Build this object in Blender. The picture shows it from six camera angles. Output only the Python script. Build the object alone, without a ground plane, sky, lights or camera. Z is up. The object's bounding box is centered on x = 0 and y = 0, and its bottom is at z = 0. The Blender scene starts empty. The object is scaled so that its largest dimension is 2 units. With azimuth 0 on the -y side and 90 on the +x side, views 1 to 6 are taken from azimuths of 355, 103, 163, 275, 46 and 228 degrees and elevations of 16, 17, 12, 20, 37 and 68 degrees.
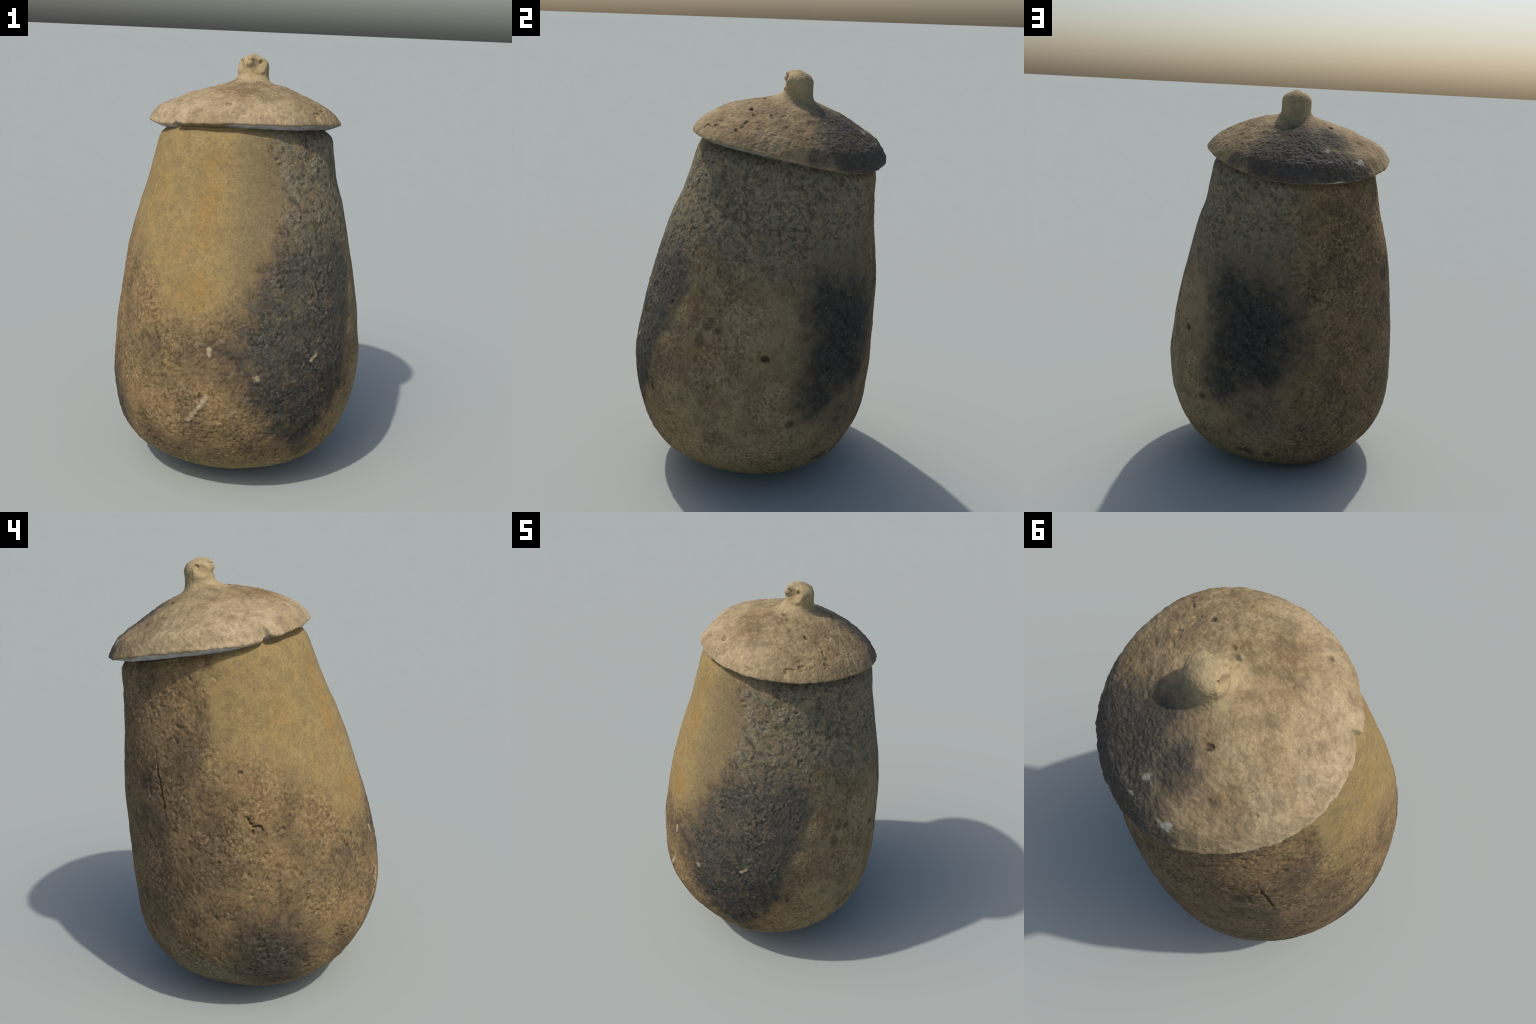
# A hand-built clay urn with a soot-stained body and a domed lid that carries a bird's-head knob.
import bpy, math
import numpy as np
from math import pi, radians

rng = np.random.default_rng(7)

# ------------------------------------------------------------------ helpers
def sstep(a, b, x):
    t = np.clip((x - a) / (b - a), 0, 1)
    return t * t * (3 - 2 * t)

_perm = rng.permutation(256)
_perm = np.concatenate([_perm, _perm])
_grad = rng.normal(size=(256, 3))
_grad /= np.linalg.norm(_grad, axis=1)[:, None]

def gnoise(p):
    """3D gradient noise, about -1..1"""
    i = np.floor(p).astype(np.int64)
    f = p - i
    i &= 255
    w = f * f * f * (f * (f * 6 - 15) + 10)
    out = 0
    for dx in (0, 1):
        for dy in (0, 1):
            for dz in (0, 1):
                h = _perm[_perm[_perm[(i[..., 0] + dx) & 255] + ((i[..., 1] + dy) & 255)] + ((i[..., 2] + dz) & 255)]
                g = _grad[h]
                d = g[..., 0] * (f[..., 0] - dx) + g[..., 1] * (f[..., 1] - dy) + g[..., 2] * (f[..., 2] - dz)
                ww = (w[..., 0] if dx else 1 - w[..., 0]) * (w[..., 1] if dy else 1 - w[..., 1]) * (w[..., 2] if dz else 1 - w[..., 2])
                out = out + d * ww
    return out * 1.6

def fbm(p, scale, octaves=3, gain=0.5):
    out, a, s = 0, 1.0, scale
    for o in range(octaves):
        out = out + a * gnoise(p * s + 17.3 * o)
        a *= gain
        s *= 2.03
    return out

def grid_normals(P, wrap=True):
    du = np.roll(P, -1, 1) - np.roll(P, 1, 1)
    dv = np.gradient(P, axis=0)
    n = np.cross(du, dv)
    l = np.linalg.norm(n, axis=2, keepdims=True)
    return n / np.maximum(l, 1e-12)

def seg_dist(P, a, b):
    a, b = np.array(a, float), np.array(b, float)
    d = b - a
    t = np.clip(((P - a) @ d) / max(d @ d, 1e-12), 0, 1)
    return np.linalg.norm(P - a - t[..., None] * d, axis=-1)

def dent(disp, P, a, b, radius, depth, power=2.0):
    """press a rounded groove from a to b into the surface"""
    m = np.abs(P - (np.array(a) + np.array(b)) / 2).max(-1) < radius * 3 + np.linalg.norm(np.array(a) - np.array(b))
    if m.any():
        d = seg_dist(P[m], a, b) / radius
        disp[m] -= depth * np.exp(-d ** (2 * power))

# ------------------------------------------------------------------ body form
# rows of the body: height, mean radius, centre x, centre y, then cos/sin parts of the
# out-of-round for 2, 3 and 4 lobes (the pot leans north and is a little squeezed)
BODY_H = 1.74
BODY = [
    (0.0, -0.095, 0.15, 0.0, 0.0, 0.0, 0.0, 0.0, 0.0),
    (0.2082, -0.0653, 0.1055, -0.0097, 0.0069, 0.0069, 0.0004, 0.0048, 0.0072),
    (0.3673, -0.0285, 0.0377, 0.0041, 0.0055, 0.0034, 0.0003, 0.0018, 0.0055),
    (0.4695, -0.0101, 0.0164, 0.0108, -0.0026, -0.0002, -0.0028, -0.0015, 0.0036),
    (0.5378, -0.015, 0.0015, 0.0147, -0.0055, 0.0024, -0.004, -0.0018, 0.0026),
    (0.581, -0.0137, -0.0044, 0.0096, -0.0036, 0.0053, -0.0019, -0.0008, 0.0022),
    (0.6026, -0.0076, -0.0099, 0.0077, -0.0008, 0.0037, -0.0012, 0.0007, 0.0014),
    (0.6083, -0.0009, -0.004, 0.0044, -0.0028, 0.0012, -0.0021, 0.0005, -0.0),
    (0.6003, -0.0023, 0.0071, 0.0024, -0.0006, -0.0004, -0.0022, -0.0023, -0.0008),
    (0.5827, -0.0003, 0.0272, -0.0, 0.0025, -0.0006, 0.0, -0.0028, -0.0005),
    (0.5602, -0.0006, 0.0485, 0.0001, 0.003, 0.0005, 0.0011, -0.0026, 0.0006),
    (0.5311, -0.0007, 0.0648, 0.0005, 0.0024, 0.001, 0.0028, -0.002, 0.0024),
    (0.4978, 0.0036, 0.0818, 0.0006, 0.0037, 0.0031, 0.0029, -0.0011, 0.0023),
    (0.4638, 0.0026, 0.1039, -0.0033, 0.0112, 0.0052, 0.0028, 0.0002, 0.0011),
    (0.4418, 0.0071, 0.1218, -0.0046, 0.013, 0.0061, 0.0017, 0.0013, 0.0002),
    (0.4171, 0.0102, 0.1213, -0.0002, 0.0111, 0.006, 0.0, 0.001, -0.0001),
    (0.371, 0.0004, 0.1098, -0.0031, 0.0089, 0.0046, -0.0007, 0.0004, 0.0),
    (0.3246, -0.0097, 0.1005, -0.0046, 0.0063, 0.003, -0.0014, -0.0002, 0.0),
    (0.2782, -0.0198, 0.0913, -0.0058, 0.0035, 0.0014, -0.0019, -0.0007, 0.0001),
]
BODY = np.array(BODY)
# hand-pressed swellings and flats: azimuth, height, amount, spread in azimuth, spread in height
SWELLS = [(50, 1.50, 0.022, 17, 0.10), (-28, 1.22, -0.012, 10, 0.18), (-52, 1.05, 0.004, 9, 0.12), (-145, 1.17, -0.010, 18, 0.17), (158, 0.25, 0.013, 20, 0.09),
          (-120, 0.45, 0.005, 25, 0.12), (-112, 0.14, -0.010, 36, 0.08), (100, 0.80, 0.006, 12, 0.15), (48, 1.12, 0.004, 14, 0.11),
          (75, 0.22, -0.005, 20, 0.1)]

def ang_gap(a, b):
    return (a - b + 180) % 360 - 180

def body_xy(z, th):
    u = np.arccos(np.clip(1 - 2 * z / BODY_H, -1, 1)) / pi * (len(BODY) - 1)
    i = np.clip(u.astype(int), 0, len(BODY) - 2)
    f = u - i
    ws = (-.5 * f + f * f - .5 * f ** 3, 1 - 2.5 * f * f + 1.5 * f ** 3, .5 * f + 2 * f * f - 1.5 * f ** 3, -.5 * f * f + .5 * f ** 3)
    q = sum(w[..., None] * BODY[np.clip(i + o, 0, len(BODY) - 1)] for o, w in zip((-1, 0, 1, 2), ws))
    r = q[..., 0].copy()
    for k in (2, 3, 4):
        r += q[..., 2 * k - 1] * np.cos(k * th) + q[..., 2 * k] * np.sin(k * th)
    az = np.degrees(th) + 90
    for a, h, d, sa, sh in SWELLS:
        r += d * np.exp(-0.5 * (ang_gap(az, a) / sa) ** 2 - 0.5 * ((z - h) / sh) ** 2)
    return r, q[..., 1], q[..., 2]

# ------------------------------------------------------------------ where things sit on the body
# azimuth in degrees seen from above: 0 = -y side, 90 = +x side
# lower edge of the smooth ochre slip, as (azimuth, height)
SLIP_EDGE = [(-180, 1.3), (-99, 1.27), (-88, 1.215), (-75, 1.165), (-62, 1.10), (-50, 1.05),
             (-37, 0.90), (-18, 0.85), (0, 0.95), (10, 1.10), (25, 1.22), (180, 1.3)]
# its right-hand end, as (height, azimuth)
SLIP_RIGHT = [(0.8, -4), (0.95, 0), (1.10, 6), (1.20, 12), (1.30, 18), (1.45, 20), (1.70, 17)]
# the soot cloud on the front right: left and right azimuth by height
SOOT_LEFT = [(0.10, 34), (0.20, 24), (0.42, 9), (0.60, 1), (0.75, -4), (0.94, -1), (1.10, 4), (1.20, 11), (1.30, 24)]
SOOT_RIGHT = [(0.10, 34), (0.22, 30), (0.365, 34), (0.57, 46), (0.72, 52), (0.86, 56), (1.06, 62), (1.20, 62), (1.30, 52)]
# round-ish patches: (centre, sideways radius, vertical radius, strength)
SOOT_BACK = [((0.31, 0.52, 0.80), 0.27, 0.36, 1.0), ((0.40, 0.45, 1.02), 0.17, 0.16, 0.8), ((0.44, 0.42, 0.55), 0.17, 0.17, 0.8)]
SOOT_HALO = [((0.33, 0.52, 0.88), 0.40, 0.52, 0.8), ((0.20, 0.50, 0.40), 0.25, 0.18, 0.5)]
SOOT_WEST = [((-0.60, -0.11, 0.34), 0.27, 0.25, 1.0), ((-0.57, -0.13, 0.18), 0.20, 0.14, 0.85), ((-0.58, -0.225, 0.46), 0.08, 0.22, 0.45), ((-0.56, -0.23, 0.62), 0.14, 0.14, 0.3), ((-0.45, 0.38, 0.95), 0.12, 0.16, 0.4), ((-0.47, 0.13, 1.28), 0.05, 0.10, 0.4), ((-0.40, -0.44, 0.72), 0.08, 0.09, 0.5),
             ((-0.10, -0.585, 0.70), 0.20, 0.13, 0.55), ((-0.40, 0.41, 1.09), 0.05, 0.07, 0.85), ((-0.50, 0.22, 1.22), 0.09, 0.13, 0.4)]
RUSTY = [((-0.18, 0.57, 0.70), 0.11, 0.26, 0.8), ((-0.30, 0.50, 1.28), 0.16, 0.22, 0.7), ((-0.36, 0.47, 0.38), 0.12, 0.14, 0.6),
         ((0.583, -0.09, 0.78), 0.10, 0.08, 0.8), ((0.49, -0.11, 1.18), 0.07, 0.12, 0.7), ((0.52, -0.15, 1.0), 0.06, 0.16, 0.7),
         ((0.53, -0.27, 0.72), 0.10, 0.08, 0.6), ((-0.55, 0.05, 1.04), 0.10, 0.09, 0.7), ((-0.44, 0.32, 1.27), 0.08, 0.12, 0.7),
         ((0.31, 0.40, 0.17), 0.10, 0.05, 0.6), ((-0.44, 0.26, 1.33), 0.03, 0.03, 0.8)]
AMBER = [((-0.18, -0.37, 1.32), 0.06, 0.20, 0.9), ((-0.145, -0.31, 1.54), 0.05, 0.09, 0.7), ((-0.23, -0.47, 0.99), 0.11, 0.10, 0.6),
         ((-0.40, -0.16, 1.37), 0.10, 0.14, 0.35), ((-0.33, -0.38, 1.18), 0.12, 0.1, 0.35)]
GREEN_FOOT = [((-0.52, 0.16, 0.20), 0.22, 0.11, 0.8), ((-0.42, 0.30, 0.33), 0.12, 0.15, 0.5)]
DARK_SPOTS = [((0.504, 0.31, 0.437), 0.022, 0.026, 0.8), ((0.505, 0.309, 0.435), 0.02, 0.03, 0.6), ((0.398, 0.454, 0.694), 0.016, 0.016, 1.0),
              ((-0.173, 0.566, 0.401), 0.025, 0.028, 0.8), ((0.285, 0.411, 0.165), 0.05, 0.018, 0.9), ((0.184, 0.459, 0.156), 0.022, 0.015, 0.9),
              ((-0.38, 0.472, 0.548), 0.025, 0.03, 0.7), ((0.566, -0.07, 0.896), 0.03, 0.02, 0.7), ((0.575, -0.02, 0.883), 0.025, 0.018, 0.7),
              ((0.57, -0.106, 0.83), 0.025, 0.04, 0.75), ((0.562, 0.197, 0.774), 0.016, 0.014, 1.0), ((0.49, -0.368, 0.526), 0.012, 0.03, 0.8),
              ((0.563, -0.056, 0.928), 0.015, 0.013, 0.7), ((-0.524, -0.003, 1.173), 0.012, 0.012, 0.7), ((-0.395, 0.437, 1.094), 0.03, 0.05, 0.7),
              ((0.297, 0.488, 0.385), 0.022, 0.03, 0.6), ((0.02, 0.58, 1.16), 0.05, 0.03, 0.5), ((-0.06, 0.55, 1.46), 0.06, 0.04, 0.6)]
WHITE_MARKS = [((-0.169, -0.584, 0.546), (-0.20, -0.578, 0.50), 0.014), ((-0.20, -0.578, 0.50), (-0.246, -0.558, 0.428), 0.012),
               ((-0.16, -0.56, 0.765), (-0.157, -0.562, 0.74), 0.012), ((0.045, -0.597, 0.650), (0.053, -0.597, 0.645), 0.012),
               ((0.30, -0.515, 0.700), (0.325, -0.50, 0.722), 0.009),]
CRACKS = [((-0.421, 0.369, 1.233), (-0.441, 0.362, 1.166), 0.0035, 0.004), ((-0.441, 0.362, 1.166), (-0.463, 0.351, 1.084), 0.005, 0.010),
          ((-0.463, 0.351, 1.084), (-0.480, 0.341, 1.001), 0.005, 0.010), ((-0.480, 0.341, 1.001), (-0.487, 0.336, 0.968), 0.003, 0.004),
          ((-0.415, 0.41, 1.13), (-0.43, 0.405, 1.05), 0.006, 0.006),
          ((-0.561, -0.023, 0.983), (-0.563, -0.049, 0.947), 0.005, 0.008), ((-0.563, -0.049, 0.947), (-0.558, -0.082, 0.944), 0.005, 0.008),
          ((-0.563, -0.049, 0.947), (-0.569, -0.041, 0.918), 0.004, 0.006), ((-0.558, -0.082, 0.944), (-0.562, -0.101, 0.900), 0.004, 0.006)]
PITS = [((0.562, 0.197, 0.774), (0.563, 0.193, 0.776), 0.015, 0.034), ((0.583, -0.20, 0.537), (0.590, -0.168, 0.523), 0.008, 0.007),
        ((0.563, -0.056, 0.928), (0.565, -0.050, 0.926), 0.014, 0.007), ((0.491, -0.368, 0.536), (0.491, -0.366, 0.515), 0.006, 0.006),
        ((0.398, 0.454, 0.694), (0.398, 0.454, 0.692), 0.012, 0.012), ((-0.442, 0.261, 1.359), (-0.446, 0.250, 1.350), 0.009, 0.008),
        ((-0.524, -0.003, 1.173), (-0.524, -0.006, 1.172), 0.008, 0.007), ((-0.40, 0.20, 1.56), (-0.402, 0.195, 1.55), 0.007, 0.005),
        ((0.35, 0.33, 1.57), (0.352, 0.328, 1.56), 0.010, 0.006), ((-0.26, 0.46, 1.555), (-0.262, 0.46, 1.54), 0.012, 0.007),
        ((-0.27, 0.50, 1.35), (-0.275, 0.50, 1.335), 0.009, 0.006), ((-0.05, 0.60, 0.80), (-0.05, 0.60, 0.79), 0.008, 0.006)]

def blobs(P, items):
    out = np.zeros(P.shape[:-1])
    for c, rt, rz, s in items:
        q = (P - np.array(c)) / np.array((rt, rt, rz))
        out = np.maximum(out, s * (1 - sstep(0.45, 1.25, np.linalg.norm(q, axis=-1))))
    return out

def snap(p):
    """move a point sideways onto the body's wall"""
    p = np.array(p, float)
    z = np.array([p[2]])
    t = np.array([0.0])
    for _ in range(3):
        r, cx, cy = body_xy(z, t)
        t = np.arctan2(p[1] - cy, p[0] - cx)
    return (float(cx[0] + r[0] * math.cos(t[0])), float(cy[0] + r[0] * math.sin(t[0])), float(p[2]))

DARK_SPOTS = [(snap(c), a, b, w) for c, a, b, w in DARK_SPOTS]
WHITE_MARKS = [(snap(a), snap(b), r) for a, b, r in WHITE_MARKS]
def ragged(a, b, r, d, n=5):
    """break a straight crack into a wandering gouge with chipped edges"""
    a, b = np.array(snap(a)), np.array(snap(b))
    pts = [a] + [a + (b - a) * (i / n) + rng.normal(size=3) * 0.0035 for i in range(1, n)] + [b]
    out = [(tuple(p), tuple(q), r * rng.uniform(0.7, 1.5), d * rng.uniform(0.7, 1.3)) for p, q in zip(pts[:-1], pts[1:])]
    for p in pts[1:-1]:
        if rng.uniform() < 0.6:
            e = p + rng.normal(size=3) * 0.012
            out.append((tuple(p), snap(e), r * 0.9, d * 0.6))
    return out

CRACKS = [piece for c in CRACKS for piece in ragged(*c)]
PITS = [(snap(a), snap(b), r, d) for a, b, r, d in PITS]

def az_of(P):
    return np.degrees(np.arctan2(P[..., 0], -(P[..., 1] - 0.05)))

# ------------------------------------------------------------------ mesh building
def add_object(name, verts, faces, mat, parent=None, normals=None):
    me = bpy.data.meshes.new(name)
    me.vertices.add(len(verts))
    me.vertices.foreach_set("co", np.ascontiguousarray(verts, dtype=np.float32).ravel())
    quads = np.ascontiguousarray(faces, dtype=np.int32)
    n = len(quads)
    me.loops.add(n * 4)
    me.loops.foreach_set("vertex_index", quads.ravel())
    me.polygons.add(n)
    me.polygons.foreach_set("loop_start", np.arange(0, n * 4, 4, dtype=np.int32))
    me.polygons.foreach_set("loop_total", np.full(n, 4, dtype=np.int32))
    me.update(calc_edges=True)
    me.validate()
    me.polygons.foreach_set("use_smooth", np.ones(len(me.polygons), dtype=bool))
    if normals is not None:
        me.normals_split_custom_set_from_vertices(normals.tolist())
    me.materials.append(mat)
    ob = bpy.data.objects.new(name, me)
    bpy.context.scene.collection.objects.link(ob)
    if parent:
        ob.parent = parent
    return ob

def grid_faces(rows, cols, sel=None):
    i = np.arange(rows - 1)[:, None]
    j = np.arange(cols)[None, :]
    a = i * cols + j
    b = i * cols + (j + 1) % cols
    f = np.stack([a, b, b + cols, a + cols], -1)
    return f if sel is None else f[sel]

def split_part(name, V, N, faces, mat, parent):
    used, inv = np.unique(faces.ravel(), return_inverse=True)
    return add_object(name, V[used], inv.reshape(-1, 4), mat, parent, N[used])

# ------------------------------------------------------------------ material kit
class Kit:
    def __init__(self, name):
        self.mat = bpy.data.materials.new(name)
        self.mat.use_nodes = True
        self.nt = self.mat.node_tree
        self.nt.nodes.clear()
        self.N = self.nt.nodes
        tc = self.N.new("ShaderNodeTexCoord")
        self.raw = tc.outputs["Object"]

    def _in(self, sock, v):
        if isinstance(v, bpy.types.NodeSocket):
            self.nt.links.new(v, sock)
        elif isinstance(v, (tuple, list)):
            if len(v) == 3 and sock.type == 'RGBA':
                v = (*v, 1)
            sock.default_value = v
        else:
            sock.default_value = v

    def math(self, op, a, b=0.0, c=0.0, clamp=False):
        n = self.N.new("ShaderNodeMath")
        n.operation = op
        n.use_clamp = clamp
        for s, v in zip(n.inputs, (a, b, c)):
            self._in(s, v)
        return n.outputs[0]

    def vec(self, op, a, b=None, scale=None):
        n = self.N.new("ShaderNodeVectorMath")
        n.operation = op
        self._in(n.inputs[0], a)
        if b is not None:
            self._in(n.inputs[1], b)
        if scale is not None:
            self._in(n.inputs[3], scale)
        return n.outputs["Value"] if op in ("LENGTH", "DISTANCE", "DOT_PRODUCT") else n.outputs[0]

    def noise(self, co, scale, detail=4.0, rough=0.55, dist=0.0, color=False):
        n = self.N.new("ShaderNodeTexNoise")
        self._in(n.inputs["Vector"], co)
        n.inputs["Scale"].default_value = scale
        n.inputs["Detail"].default_value = detail
        n.inputs["Roughness"].default_value = rough
        n.inputs["Distortion"].default_value = dist
        return n.outputs["Color"] if color else n.outputs[0]

    def voronoi(self, co, scale, rand=1.0):
        n = self.N.new("ShaderNodeTexVoronoi")
        self._in(n.inputs["Vector"], co)
        n.inputs["Scale"].default_value = scale
        n.inputs["Randomness"].default_value = rand
        return n.outputs["Distance"]

    def step(self, x, a, b, lo=0.0, hi=1.0):
        """smooth step from lo at a to hi at b (a may be larger than b)"""
        n = self.N.new("ShaderNodeMapRange")
        n.interpolation_type = 'SMOOTHSTEP'
        flip = b < a
        if flip:
            a, b, lo, hi = b, a, hi, lo
        self._in(n.inputs[0], x)
        for k, v in zip((1, 2, 3, 4), (a, b, lo, hi)):
            n.inputs[k].default_value = v
        return n.outputs[0]

    def curve(self, x, pts):
        """piecewise linear function of x"""
        xs = [p[0] for p in pts]
        ys = [p[1] for p in pts]
        x0, x1, y0, y1 = xs[0], xs[-1], min(ys), max(ys)
        t = self.math("DIVIDE", self.math("SUBTRACT", x, x0), x1 - x0, clamp=True)
        n = self.N.new("ShaderNodeFloatCurve")
        c = n.mapping.curves[0]
        while len(c.points) < len(pts):
            c.points.new(0.5, 0.5)
        for p, (a, b) in zip(c.points, pts):
            p.location = ((a - x0) / (x1 - x0), (b - y0) / (y1 - y0))
            p.handle_type = 'VECTOR'
        n.mapping.update()
        self._in(n.inputs["Value"], t)
        return self.math("MULTIPLY_ADD", n.outputs[0], y1 - y0, y0)

    def blobs(self, co, items, lo=0.45, hi=1.25):
        out = None
        for c, rt, rz, s in items:
            q = self.vec("MULTIPLY", self.vec("SUBTRACT", co, c), (1 / rt, 1 / rt, 1 / rz))
            m = self.step(self.vec("LENGTH", q), hi, lo, 0.0, s)
            out = m if out is None else self.math("MAXIMUM", out, m)
        return out

    def streak(self, co, a, b, r):
        """mask of a short stroke from a to b"""
        a, b = np.array(a), np.array(b)
        d = b - a
        L = float(d @ d)
        rel = self.vec("SUBTRACT", co, tuple(a))
        t = self.math("DIVIDE", self.vec("DOT_PRODUCT", rel, tuple(d)), L, clamp=True)
        off = self.vec("SUBTRACT", rel, self.vec("SCALE", tuple(d), scale=t))
        return self.step(self.vec("LENGTH", off), r * 1.4, r * 0.3)

    def dissolve(self, mask, fine, coarse, lo=0.02, hi=0.98):
        """turn a soft patch into one whose rim breaks up into speckle"""
        m = self.math("MULTIPLY_ADD", self.math("SUBTRACT", 0.5, fine), 1.5, mask)
        m = self.math("MULTIPLY_ADD", self.math("SUBTRACT", 0.5, coarse), 1.1, m)
        return self.math("MULTIPLY", self.step(m, lo, hi), self.step(mask, 0.02, 0.2))

    def mix(self, f, a, b, mode='MIX'):
        n = self.N.new("ShaderNodeMix")
        n.data_type = 'RGBA'
        n.blend_type = mode
        self._in(n.inputs[0], f)
        self._in(n.inputs[6], a)
        self._in(n.inputs[7], b)
        return n.outputs[2]

    def finish(self, color, bump=None, dist=0.002, strength=1.0, rough=0.9, spec=0.2):
        b = self.N.new("ShaderNodeBsdfPrincipled")
        o = self.N.new("ShaderNodeOutputMaterial")
        self._in(b.inputs["Base Color"], color)
        self._in(b.inputs["Roughness"], rough)
        b.inputs["Specular IOR Level"].default_value = spec
        if bump is not None:
            n = self.N.new("ShaderNodeBump")
            n.inputs["Strength"].default_value = strength
            n.inputs["Distance"].default_value = dist
            self._in(n.inputs["Height"], bump)
            self.nt.links.new(n.outputs[0], b.inputs["Normal"])
        self.nt.links.new(b.outputs[0], o.inputs[0])
        return self.mat

# ------------------------------------------------------------------ materials
C = dict(
    brown=(0.245, 0.164, 0.078), brown2=(0.165, 0.114, 0.060), tan=(0.275, 0.203, 0.110), tan2=(0.212, 0.148, 0.078),
    olive=(0.195, 0.170, 0.115), foot=(0.25, 0.19, 0.085), ochre=(0.302, 0.216, 0.091), ochre2=(0.252, 0.183, 0.082),
    amber=(0.305, 0.172, 0.050), drab=(0.215, 0.163, 0.085), rust=(0.205, 0.128, 0.062), soot=(0.062, 0.054, 0.043),
    soot_deep=(0.027, 0.026, 0.024), green=(0.15, 0.135, 0.085), pale=(0.50, 0.41, 0.26), cream=(0.465, 0.360, 0.225),
    sand=(0.355, 0.268, 0.146), sand2=(0.285, 0.206, 0.108), lid_brown=(0.198, 0.134, 0.066), knob=(0.405, 0.315, 0.172),
)

def body_material():
    k = Kit("sooty_earthenware")
    co = k.raw
    # wobble the coordinates so that every patch edge is ragged
    w1 = k.vec("SCALE", k.vec("SUBTRACT", k.noise(co, 7, 4, 0.6, color=True), (0.5, 0.5, 0.5)), scale=0.16)
    w2 = k.vec("SCALE", k.vec("SUBTRACT", k.noise(co, 38, 3, 0.6, color=True), (0.5, 0.5, 0.5)), scale=0.055)
    q = k.vec("ADD", k.vec("ADD", co, w1), w2)
    qs = k.vec("ADD", co, k.vec("SCALE", w2, scale=0.55))
    sep = k.N.new("ShaderNodeSeparateXYZ")
    k._in(sep.inputs[0], q)
    z = sep.outputs[2]
    az = k.math("MULTIPLY", k.math("ARCTAN2", sep.outputs[0], k.math("MULTIPLY", k.math("SUBTRACT", sep.outputs[1], 0.05), -1.0)), 180 / pi)

    def win(a, b, s):
        return k.math("MULTIPLY", k.step(az, a - s, a + s), k.step(az, b + s, b - s))

    slip = k.step(k.math("SUBTRACT", z, k.curve(az, SLIP_EDGE)), -0.13, 0.15)
    slip = k.math("MULTIPLY", slip, k.step(az, -102, -94))
    slip = k.math("MULTIPLY", slip, k.step(k.math("SUBTRACT", az, k.curve(z, SLIP_RIGHT)), 13, -13))
    n1 = k.noise(co, 5, 5, 0.6)
    n2 = k.noise(co, 17, 5, 0.65)
    n3 = k.noise(co, 62, 4, 0.7)
    n4 = k.noise(co, 140, 3, 0.6)
    n5 = k.noise(k.vec("ADD", co, (3.0, 1.0, 2.0)), 28, 5, 0.7)

    col = k.mix(k.step(n1, 0.42, 0.60), C["brown"], C["brown2"])
    # east: smoother tan ware
    east = win(52, 165, 12)
    col = k.mix(east, col, k.mix(k.step(n1, 0.42, 0.60), C["tan"], C["tan2"]))
    # north-west flank
    north = k.blobs(q, [((-0.25, 0.50, 0.6), 0.55, 1.1, 0.85)], 0.3, 1.3)
    col = k.mix(north, col, k.mix(k.step(n1, 0.42, 0.60), (0.165, 0.112, 0.062), (0.120, 0.085, 0.049)))
    # olive-grey shoulder on the fire side
    shoulder = k.math("MULTIPLY", win(20, 165, 16), k.step(z, 0.95, 1.35))
    shoulder = k.math("MAXIMUM", shoulder, k.math("MULTIPLY", win(16, 66, 10), k.step(z, 0.95, 1.15)))
    col = k.mix(k.math("MULTIPLY", shoulder, k.step(n2, 0.42, 0.58, 0.95, 0.5)), col, C["olive"])
    col = k.mix(k.math("MULTIPLY", k.step(n5, 0.47, 0.60), k.math("MULTIPLY", shoulder, 0.55)), col, (0.085, 0.078, 0.058))
    # foot
    col = k.mix(k.math("MULTIPLY", k.step(z, 0.26, 0.10), win(-60, 140, 25)), col, C["foot"])
    col = k.mix(k.blobs(q, GREEN_FOOT), col, C["green"])
    col = k.mix(k.math("MULTIPLY", k.blobs(q, RUSTY, 0.2, 1.3), k.step(n2, 0.42, 0.58, 0.2, 0.8)), col, C["rust"])
    # slip
    slipc = k.mix(k.step(n2, 0.44, 0.60), C["ochre"], C["ochre2"])
    slipc = k.mix(k.math("MULTIPLY", k.blobs(q, AMBER, 0.2, 1.4), k.step(n2, 0.40, 0.60, 0.9, 0.4)), slipc, C["amber"])
    slipc = k.mix(k.math("MULTIPLY", k.step(az, -18, 2), 0.9), slipc, C["drab"])
    slipc = k.mix(k.math("MULTIPLY", k.step(n5, 0.54, 0.66), 0.42), slipc, (0.185, 0.140, 0.060))
    slipc = k.mix(k.math("MULTIPLY", k.step(n1, 0.50, 0.64), 0.28), slipc, (0.215, 0.160, 0.075))
    col = k.mix(slip, col, slipc)
    # soot
    rest = k.math("SUBTRACT", 1.0, slip)
    patchy = k.step(n2, 0.42, 0.62, 1.0, 0.82)
    azl = k.curve(z, SOOT_LEFT)
    azr = k.curve(z, SOOT_RIGHT)
    front = k.math("MULTIPLY", k.step(k.math("SUBTRACT", az, azl), -15, 15), k.step(k.math("SUBTRACT", az, azr), 9, -8))
    front = k.math("MULTIPLY", front, k.math("MULTIPLY", k.step(z, 1.36, 1.06), k.step(z, 0.13, 0.22)))
    front = k.math("MULTIPLY", front, rest)
    frontc = k.mix(k.step(z, 1.05, 0.50), (0.084, 0.076, 0.061), (0.049, 0.046, 0.040))
    col = k.mix(k.math("MULTIPLY", k.dissolve(front, n3, n2, 0.0, 0.95), patchy), col, frontc)
    col = k.mix(k.math("MULTIPLY", k.dissolve(k.blobs(q, SOOT_HALO, 0.1, 1.25), n3, n5), 0.72), col, (0.080, 0.073, 0.058))
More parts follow.
